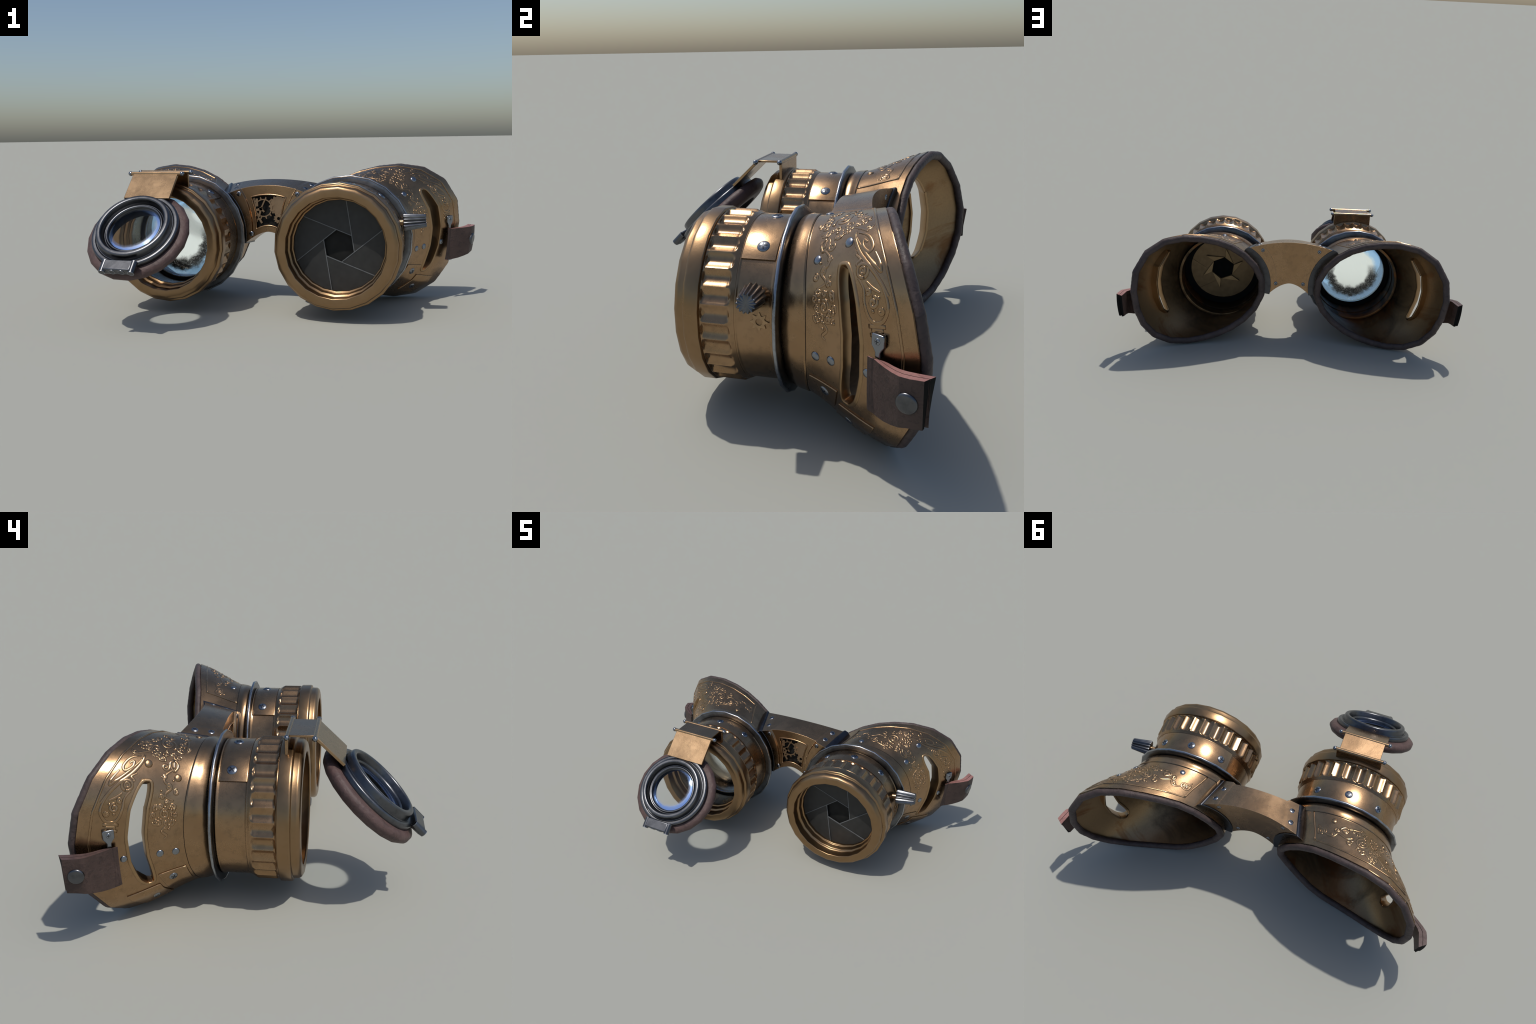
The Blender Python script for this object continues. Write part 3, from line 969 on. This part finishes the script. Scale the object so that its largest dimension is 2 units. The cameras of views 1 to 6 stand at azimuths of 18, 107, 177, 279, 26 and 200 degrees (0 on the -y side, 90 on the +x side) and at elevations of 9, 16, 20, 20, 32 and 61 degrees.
def build_bridge():
    B = empty('bridge', ROOT)
    nu, nv = 41, 17
    us = np.unique(np.concatenate([np.linspace(-1, 1, nu), [-.735, .735, -.70, .70, -.56, .56]]))
    vs = np.unique(np.concatenate([np.linspace(0, 1, nv), [.135, .80]]))
    nu, nv = len(us), len(vs)
    win = lambda u, v: abs(u) < .56 - 1e-6 and .135 < v < .80
    front = np.array([[bridge_pt(u, v, False, -.010 * min(1, max(0, (abs(u) - .70) / .035))) for v in vs] for u in us])
    back = np.array([[bridge_pt(u, v, True) for v in vs] for u in us])
    V = np.concatenate([front.reshape(-1, 3), back.reshape(-1, 3)])
    F = []; n1 = nu * nv
    holes = {}
    for i in range(nu - 1):
        for j in range(nv - 1):
            q = (i * nv + j, (i + 1) * nv + j, (i + 1) * nv + j + 1, i * nv + j + 1)
            if win((us[i] + us[i + 1]) / 2, (vs[j] + vs[j + 1]) / 2):
                holes[(i, j)] = q
            else:
                F.append(q)
            F.append(tuple(n1 + k for k in reversed(q)))
    for i in range(nu - 1):
        F.append((i * nv, n1 + i * nv, n1 + (i + 1) * nv, (i + 1) * nv))
        F.append((i * nv + nv - 1, (i + 1) * nv + nv - 1, n1 + (i + 1) * nv + nv - 1, n1 + i * nv + nv - 1))
    for j in range(nv - 1):
        F.append((j, j + 1, n1 + j + 1, n1 + j))
        o = (nu - 1) * nv
        F.append((o + j, n1 + o + j, n1 + o + j + 1, o + j + 1))
    # window walls
    Vl = V.tolist()
    cache = {}
    def deep(k):
        if k not in cache:
            p = np.array(V[k]) + np.array([0, .020, 0]); cache[k] = len(Vl); Vl.append(p.tolist())
        return cache[k]
    for (i, j), q in holes.items():
        for (di, dj), (a, b) in {(0, -1): (q[0], q[1]), (1, 0): (q[1], q[2]), (0, 1): (q[2], q[3]), (-1, 0): (q[3], q[0])}.items():
            if (i + di, j + dj) not in holes:
                F.append((a, b, deep(b), deep(a)))
    body = mesh_obj('bridge_frame', Vl, F, BRASS, B, 1, 35)
    bevel(body, .003, 3, 45)
    # dark floor of the window
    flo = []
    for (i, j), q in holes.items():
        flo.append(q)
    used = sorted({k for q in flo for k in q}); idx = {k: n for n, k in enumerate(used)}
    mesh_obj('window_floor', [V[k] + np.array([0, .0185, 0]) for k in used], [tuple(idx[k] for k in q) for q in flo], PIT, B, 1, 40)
    # window moulding
    loop = [(u, .135) for u in np.linspace(-.56, .56, 15)] + [(.56, v) for v in np.linspace(.135, .80, 9)[1:]] + \
           [(u, .80) for u in np.linspace(.56, -.56, 15)[1:]] + [(-.56, v) for v in np.linspace(.80, .135, 9)[1:-1]]
    P = np.array([bridge_pt(u, v, False) for u, v in loop])
    V_, F_ = tube(P, .0042, .004, np.tile([0, -1.0, 0], (len(P), 1)), 8, True)
    mesh_obj('window_moulding', V_, F_, BRASS, B, 1, 180)

    # gears in the window
    def gear(c, ro, ri, teeth, hole, y, th=.006, phase=0., name='gear', mat=None, slim=False):
        mat = mat or GEAR_BRASS
        V = []; F = []
        n = teeth * 8
        for i in range(n):
            a = 2 * pi * i / n + phase
            k = i % 8
            r = (ro if k in (0, 1) else ri) if slim else (ro if k in (0, 1, 2) else (ri if k in (4, 5, 6) else (ro + ri) / 2))
            V += [(c[0] + r * cos(a), y, c[1] + r * sin(a)), (c[0] + r * cos(a), y + th, c[1] + r * sin(a)),
                  (c[0] + hole * cos(a), y + th, c[1] + hole * sin(a)), (c[0] + hole * cos(a), y, c[1] + hole * sin(a))]
        F = [tuple(reversed(f)) for f in grid_faces(n, 4, True, True)]
        V = np.array(V)
        ob = mesh_obj(name, V, F, mat, B, 1, 40)
        return ob
    gear((-.027, .482), .058, .046, 12, .0405, .2115, phase=.25, slim=True)
    gear((.051, .495), .051, .0445, 16, .0006, .2150, phase=.05)
    gear((.052, .429), .026, .0205, 12, .0085, .2135, phase=.1)
    gear((-.070, .432), .024, .018, 8, .0115, .2145, phase=.3)
    gear((-.088, .512), .024, .017, 8, .009, .2150, phase=.1)
    S = Soup()
    for a, b, w in (((-.040, .478), (-.020, .521), .0035), ((-.040, .478), (-.022, .462), .0045), ((-.040, .478), (-.066, .470), .006), ((-.040, .478), (-.050, .440), .005), ((-.05, .43), (-.035, .405), .005), ((-.06, .49), (-.062, .53), .006)):
        a = np.array([a[0], .2115, a[1]]); b = np.array([b[0], .2115, b[1]]); d = (b - a); L = np.linalg.norm(d); d /= L
        S.add(box((a + b) / 2, d, np.cross(d, [0, 1, 0]), (0, 1, 0), L / 2, w, .003))
    S.add(lathe([(.2085, .0005), (.2085, .009), (.215, .010)], 20, (-.040, 0, .478), closed=False))
    mesh_obj('gear_hand', *S.out(), GEAR_BRASS, B, 1, 40)

    # screws
    for s in (1, -1):
        for p, n_, r in (((.1535, .1985, .5539), (0, -1, 0), .0130), ((.0885, .1985, .350), (0, -1, 0), .0125),
                         ((.1701, .3545, .5733), (-.25, 1, 0), .0118), ((.0838, .3425, .3566), (-.12, 1, 0), .0118)):
            put('screw', p, n_, r, B, s)
        for u_, f_ in ((.845, .72), (.845, .28)):
            a = bridge_pt(u_, 1, False); b = bridge_pt(u_, 1, True)
            p = a + (b - a) * f_
            t1 = bridge_pt(u_ + .05, 1, False) - a; nn = np.cross(t1, b - a)
            if nn[2] < 0: nn = -nn
            put('screw', p, nn, .0150, B, s)
        # steel saddle seated between bridge end and eyecup
        yf, cnt = .1965, 9
        fs = np.linspace(0, 1, cnt); ph = np.linspace(0, 1, 22)
        Vs = []
        sec = []
        for f_ in fs:
            for g in ph:
                a0 = zmix(134.4, 122.3, f_); a1 = zmix(188.5, 191, f_)
                a = radians(zmix(a0, a1, max(0, (g - ph[1]) / (1 - ph[1]))) - (2.2 if g == 0 else 0))
                xk = CX + .3 * cos(a)
                yb = .337 + .6 * xk * xk + .0055
                y = zmix(yf, yb, f_)
                for rr in (.3035 if g > 0 else .284, .258):
                    Vs.append((CX + rr * cos(a), y, CZ + rr * sin(a)))
        m = len(ph)
        at = lambda i, j, k: (i * m + j) * 2 + k
        Fs = []
        for i in range(cnt - 1):
            for j in range(m - 1):
                Fs.append((at(i, j, 0), at(i + 1, j, 0), at(i + 1, j + 1, 0), at(i, j + 1, 0)))
                Fs.append((at(i, j, 1), at(i, j + 1, 1), at(i + 1, j + 1, 1), at(i + 1, j, 1)))
            for j in (0, m - 1):
                q = (at(i, j, 0), at(i, j, 1), at(i + 1, j, 1), at(i + 1, j, 0))
                Fs.append(q if j == 0 else tuple(reversed(q)))
        for j in range(m - 1):
            for i in (0, cnt - 1):
                q = (at(i, j, 0), at(i, j + 1, 0), at(i, j + 1, 1), at(i, j, 1))
                Fs.append(q if i == 0 else tuple(reversed(q)))
        ob = mesh_obj('steel_saddle', Vs, Fs, STEEL_SADDLE, B, s, 40)
        bevel(ob, .003, 3, 40)


# ------------------------------------------------------------------ strap stubs
def build_strap(side):
    S_ = empty('strap', ROOT)
    # plan-view stations: outer skin, inner skin (x, y), top z, bottom z
    st = [((.873, .459), (.883, .470), .366, .210), ((.872, .464), (.888, .486), .366, .206), ((.884, .476), (.893, .503), .366, .205),
          ((.905, .490), (.903, .517), .366, .207), ((.935, .512), (.922, .535), .367, .212), ((.962, .533), (.938, .551), .369, .220),
          ((.984, .554), (.950, .570), .371, .228), ((.993, .580), (.957, .600), .371, .234), ((1.0, .615), (.9665, .640), .3725, .2365)]
    A = np.array([[*a, *b, zt, zb] for a, b, zt, zb in st])
    s = np.linspace(0, 1, len(A)); q = np.linspace(0, 1, 33)
    A = np.stack([np.interp(q, s, A[:, k]) for k in range(6)], 1)
    ns = len(A)
    nz = 9

    def layer(f0, f1, name, drop=0.0, mats=None):
        V = []; F = []; fm = []
        for k in range(ns):
            o, i = A[k, :2], A[k, 2:4]
            p0 = o + (i - o) * f0; p1 = o + (i - o) * f1
            zt, zb = A[k, 4] - drop, A[k, 5] + drop
            for z in np.linspace(zt, zb, nz):
                bulge = .004 * sin(pi * (z - zb) / (zt - zb)) * (1 if f0 == 0 else -.4)
                V.append((p0[0] + (bulge if f0 == 0 else 0) - .011 * (zt - z) / (zt - zb), p0[1], z))
            for z in np.linspace(zb, zt, nz):
                V.append((p1[0] - .006 * (zt - z) / (zt - zb), p1[1] - .018 * f1 * (k / (ns - 1)) ** 2 * (zt - z) / (zt - zb), z))
        m = 2 * nz
        for k in range(ns - 1):
            for j in range(m):
                j2 = (j + 1) % m
                F.append((k * m + j, (k + 1) * m + j, (k + 1) * m + j2, k * m + j2))
                fm.append(1 if j in (nz - 1, m - 1) else 0)
        F.append(tuple(range(m))); fm.append(0)
        F.append(tuple(reversed(range((ns - 1) * m, ns * m)))); fm.append(2)
        ob = mesh_obj(name, V, F, None, S_, side, 40, mats or [LEATHER, LEATHER_CUT if side > 0 else LEATHER_PAD, VOID], fm)  # left cut edge coloured darker and greyer for the shade on that side
        bevel(ob, .0025, 2, 50)
        return ob
    layer(0, .47, 'leather_layer')
    layer(.53, 1, 'leather_layer')
    layer(.40, .60, 'leather_core', .004, [LEATHER, LEATHER, VOID])
    # flattened snap stud
    nn = np.array([.82, -.57, .10]); nn /= np.linalg.norm(nn)
    # outward normal of the strap between kink and tip
    t = np.array([.016, .06, 0.0]); nn = np.array([t[1], -t[0], -.0055]); nn /= np.linalg.norm(nn)
    u, w, nn = basis(nn)
    p = np.array([.9848, .576, .3045]) + nn * .0035
    prof = [(.0068, .0005), (.0070, .012), (.0076, .0215), (.0062, .0265), (.003, .0290), (-.006, .0295)]
    mesh_obj('snap_stud', *lathe(prof, 32, p, nn, u, w, closed=False), STEEL, S_, side, 60)
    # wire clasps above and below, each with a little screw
    for up, c, zt in ((1, (.876, .489), .431), (-1, (.8795, .4995), .2015)):
        V = []; z0 = .372 if up > 0 else .222
        e = np.array([.55, .83, 0.0]); n_ = np.array([.83, -.55, 0.0])
        L = abs(zt - z0)
        rows = [(0, .0195), (.10, .0215), (.55, .0215), (.70, .014), (.84, .0085), (1.12, .0085)]
        V = []
        for s_, hw in rows:
            hw *= 1 if up > 0 else .8
            z = zt - up * L * s_
            for a, b in ((-hw, -.005), (hw, -.005), (hw, .007), (-hw, .007)):
                V.append(np.array([c[0], c[1], z]) + e * a + n_ * b)
        F = grid_faces(len(rows), 4, False, True) + [(3, 2, 1, 0), tuple(range(4 * len(rows) - 4, 4 * len(rows)))]
        if up < 0:
            F = [tuple(reversed(f)) for f in F]
        ob = mesh_obj('strap_clasp', V, F, STEEL_BRIGHT, S_, side, 40)
        bevel(ob, .0025, 2, 35)
        if up > 0:
            put('screw', np.array([c[0], c[1], zt - up * L * .33]) + n_ * .007, n_, .0095, S_, side, spin=.0)


# ------------------------------------------------------------------ loupe
def build_loupe():
    L = empty('loupe', ROOT)
    a = np.array([0.0, -.695, .719]); a /= np.linalg.norm(a)
    d = np.array([0.0, -a[2], a[1]])            # downhill, away from the hinge
    x = np.array([1.0, 0, 0])
    c = np.array([-.4185, -.4487, .4447])
    fr = dict(origin=c, ax=a, u=x, w=-d)
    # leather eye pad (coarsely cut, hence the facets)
    prof = [(-.022, .15), (-.020, .205), (-.026, .228), (-.042, .2390), (-.058, .236), (-.074, .222), (-.082, .200), (-.083, .165), (-.0815, .150), (-.066, .136), (-.03, .13)]
    V, F = lathe(rounded(prof, .006, 2), 20, phase=.12, **fr)
    ob = mesh_obj('eye_pad', V, F, LEATHER_PAD, L, 1, 60)
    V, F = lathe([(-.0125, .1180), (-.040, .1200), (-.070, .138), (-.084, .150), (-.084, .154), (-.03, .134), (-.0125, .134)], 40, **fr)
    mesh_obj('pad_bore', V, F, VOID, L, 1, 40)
    # metal cell
    prof = [(-.040, .130), (-.040, .198), (-.022, .200), (-.004, .2015), (.002, .199), (.005, .193), (.005, .181), (.001, .1775), (.001, .1735),
            (.010, .1715), (.028, .1700), (.035, .167), (.0375, .161), (.0375, .150), (.034, .146), (.016, .1405), (.006, .1385), (.004, .135), (.009, .1325),
            (.0125, .129), (.0125, .1245), (.008, .1195), (-.002, .1175), (-.012, .1175), (-.012, .130)]
    mesh_obj('lens_cell', *lathe(rounded(prof, .0022, 2), 64, **fr), STEEL, L, 1, 50)
    # magnifier glass
    r = .1185
    prof = [(.012 * (1 - (k / 12) ** 2) - .006, max(.0005, r * k / 12)) for k in range(13)]
    back = [(-.010, q[1]) for q in reversed(prof)]
    m = glass_mat('magnifier_glass', tuple(c), .112, True)
    mesh_obj('magnifier', *lathe(prof + back, 64, closed=False, **fr), m, L, 1, 60)
    # latch with four pin ends
    S = Soup()
    ce = c + d * .212 + a * .010
    ob = mesh_obj('latch', *box(ce, x, d, a, .066, .027, .018), STEEL, L, 1, 40)
    # slightly scooped top plate
    for v in ob.data.vertices:
        pass
    bevel(ob, .006, 3)
    for s in (-1, 1):
        pp = [c + d * .187 + a * .014 + x * s * .068, c + d * .245 + a * .012 + x * s * .068]
        mesh_obj('latch_bar', *tube(pp, .015, .015, np.tile(a, (2, 1)), 14), STEEL, L, 1, 50)
    for k in (-1.5, -.5, .5, 1.5):
        o = c + d * .238 + a * .010 + x * k * .043
        prof = rounded([(-.012, .0005), (-.012, .0150), (.003, .0150), (.003, .0105), (-.001, .0085), (-.001, .0005)], .002, 2, False)
        V, F = lathe(prof, 18, o, d, x, a, closed=False)
        mesh_obj('latch_pin', V, F, STEEL, L, 1, 50)
    # hinge
    H = empty('hinge', L)
    xc, hw = -.4165, .1185
    r1 = np.array([xc, -.109, .678]); r2 = np.array([xc, -.2145, .676])
    for r in (r1, r2):
        pts = [r + x * s for s in np.linspace(-hw - .010, hw + .010, 9)]
        mesh_obj('hinge_rod', *tube(pts, .0092, .0092, None, 14), BRASS_WORN, H, 1, 60)
        for s in (-1, 1):
            o = r + x * s * (hw + .011)
            prof = [(.0110 * -cos(q) * 1.05, max(.0003, .0110 * sin(q))) for q in np.linspace(0, pi, 10)]
            mesh_obj('hinge_ball', *lathe(prof, 16, o, x, (0, 1, 0), (0, 0, 1), closed=False), STEEL_BRIGHT, H, 1, 60)
    mid = (r1 + r2) / 2
    bevel(mesh_obj('hinge_plate', *box(mid + np.array([0, 0, .001]), x, (0, 1, 0), (0, 0, 1), hw - .012, .053, .0045), BRASS, H, 1, 40), .002)
    # arm down to the lens cell
    p0 = r2 - d * .002; p1 = c - d * .175
    p1 = p0 + d * ((p1 - p0) @ d)
    ob = mesh_obj('loupe_arm', *box((p0 + p1) / 2 - a * .001, x, d, a, hw - .006, np.linalg.norm(p1 - p0) / 2, .006), BRASS_WORN, H, 1, 40)
    bevel(ob, .002)
    # bracket standing on the bezel flange, curved to sit on it
    n = 15
    V = []
    for i in range(n):
        xx = -hw + 2 * hw * i / (n - 1)
        zlow = CZ + sqrt(.290 ** 2 - xx ** 2) - .006
        fall = max(0, abs(xx) / hw - .8) * .03
        for y, z in ((-.101, .674), (-.101, zlow - .002), (-.114, zlow + .002), (-.114, .674)):
            V.append((xc + xx, y, z))
    F = grid_faces(n, 4, False, True) + [(3, 2, 1, 0), tuple(range(4 * n - 4, 4 * n))]
    F = [tuple(reversed(f)) for f in F]
    bevel(mesh_obj('hinge_bracket', V, F, BRASS, H, 1, 40), .002)


for s in (1, -1):
    build_eyecup(s)
    bar = build_barrel(s)
    if s > 0:
        build_iris(bar)
        build_knob(bar)
    else:
        build_lens(bar)
    build_strap(s)
build_bridge()
build_loupe()

# consistent outward normals on every closed piece
import bmesh
seen = set()
for ob in bpy.data.objects:
    if ob.type != 'MESH' or ob.data.name in seen:
        continue
    seen.add(ob.data.name)
    bm = bmesh.new(); bm.from_mesh(ob.data)
    bmesh.ops.recalc_face_normals(bm, faces=bm.faces)
    bm.to_mesh(ob.data); bm.free()
    if ob.name in CUSTOM_NORMALS:
        ob.data.normals_split_custom_set_from_vertices(CUSTOM_NORMALS[ob.name].tolist())

# seat the goggles on the ground
bpy.context.view_layer.update()
zmin = min((ob.matrix_world @ v.co).z for ob in bpy.data.objects if ob.type == 'MESH' for v in ob.data.vertices)
ROOT.location.z = -zmin
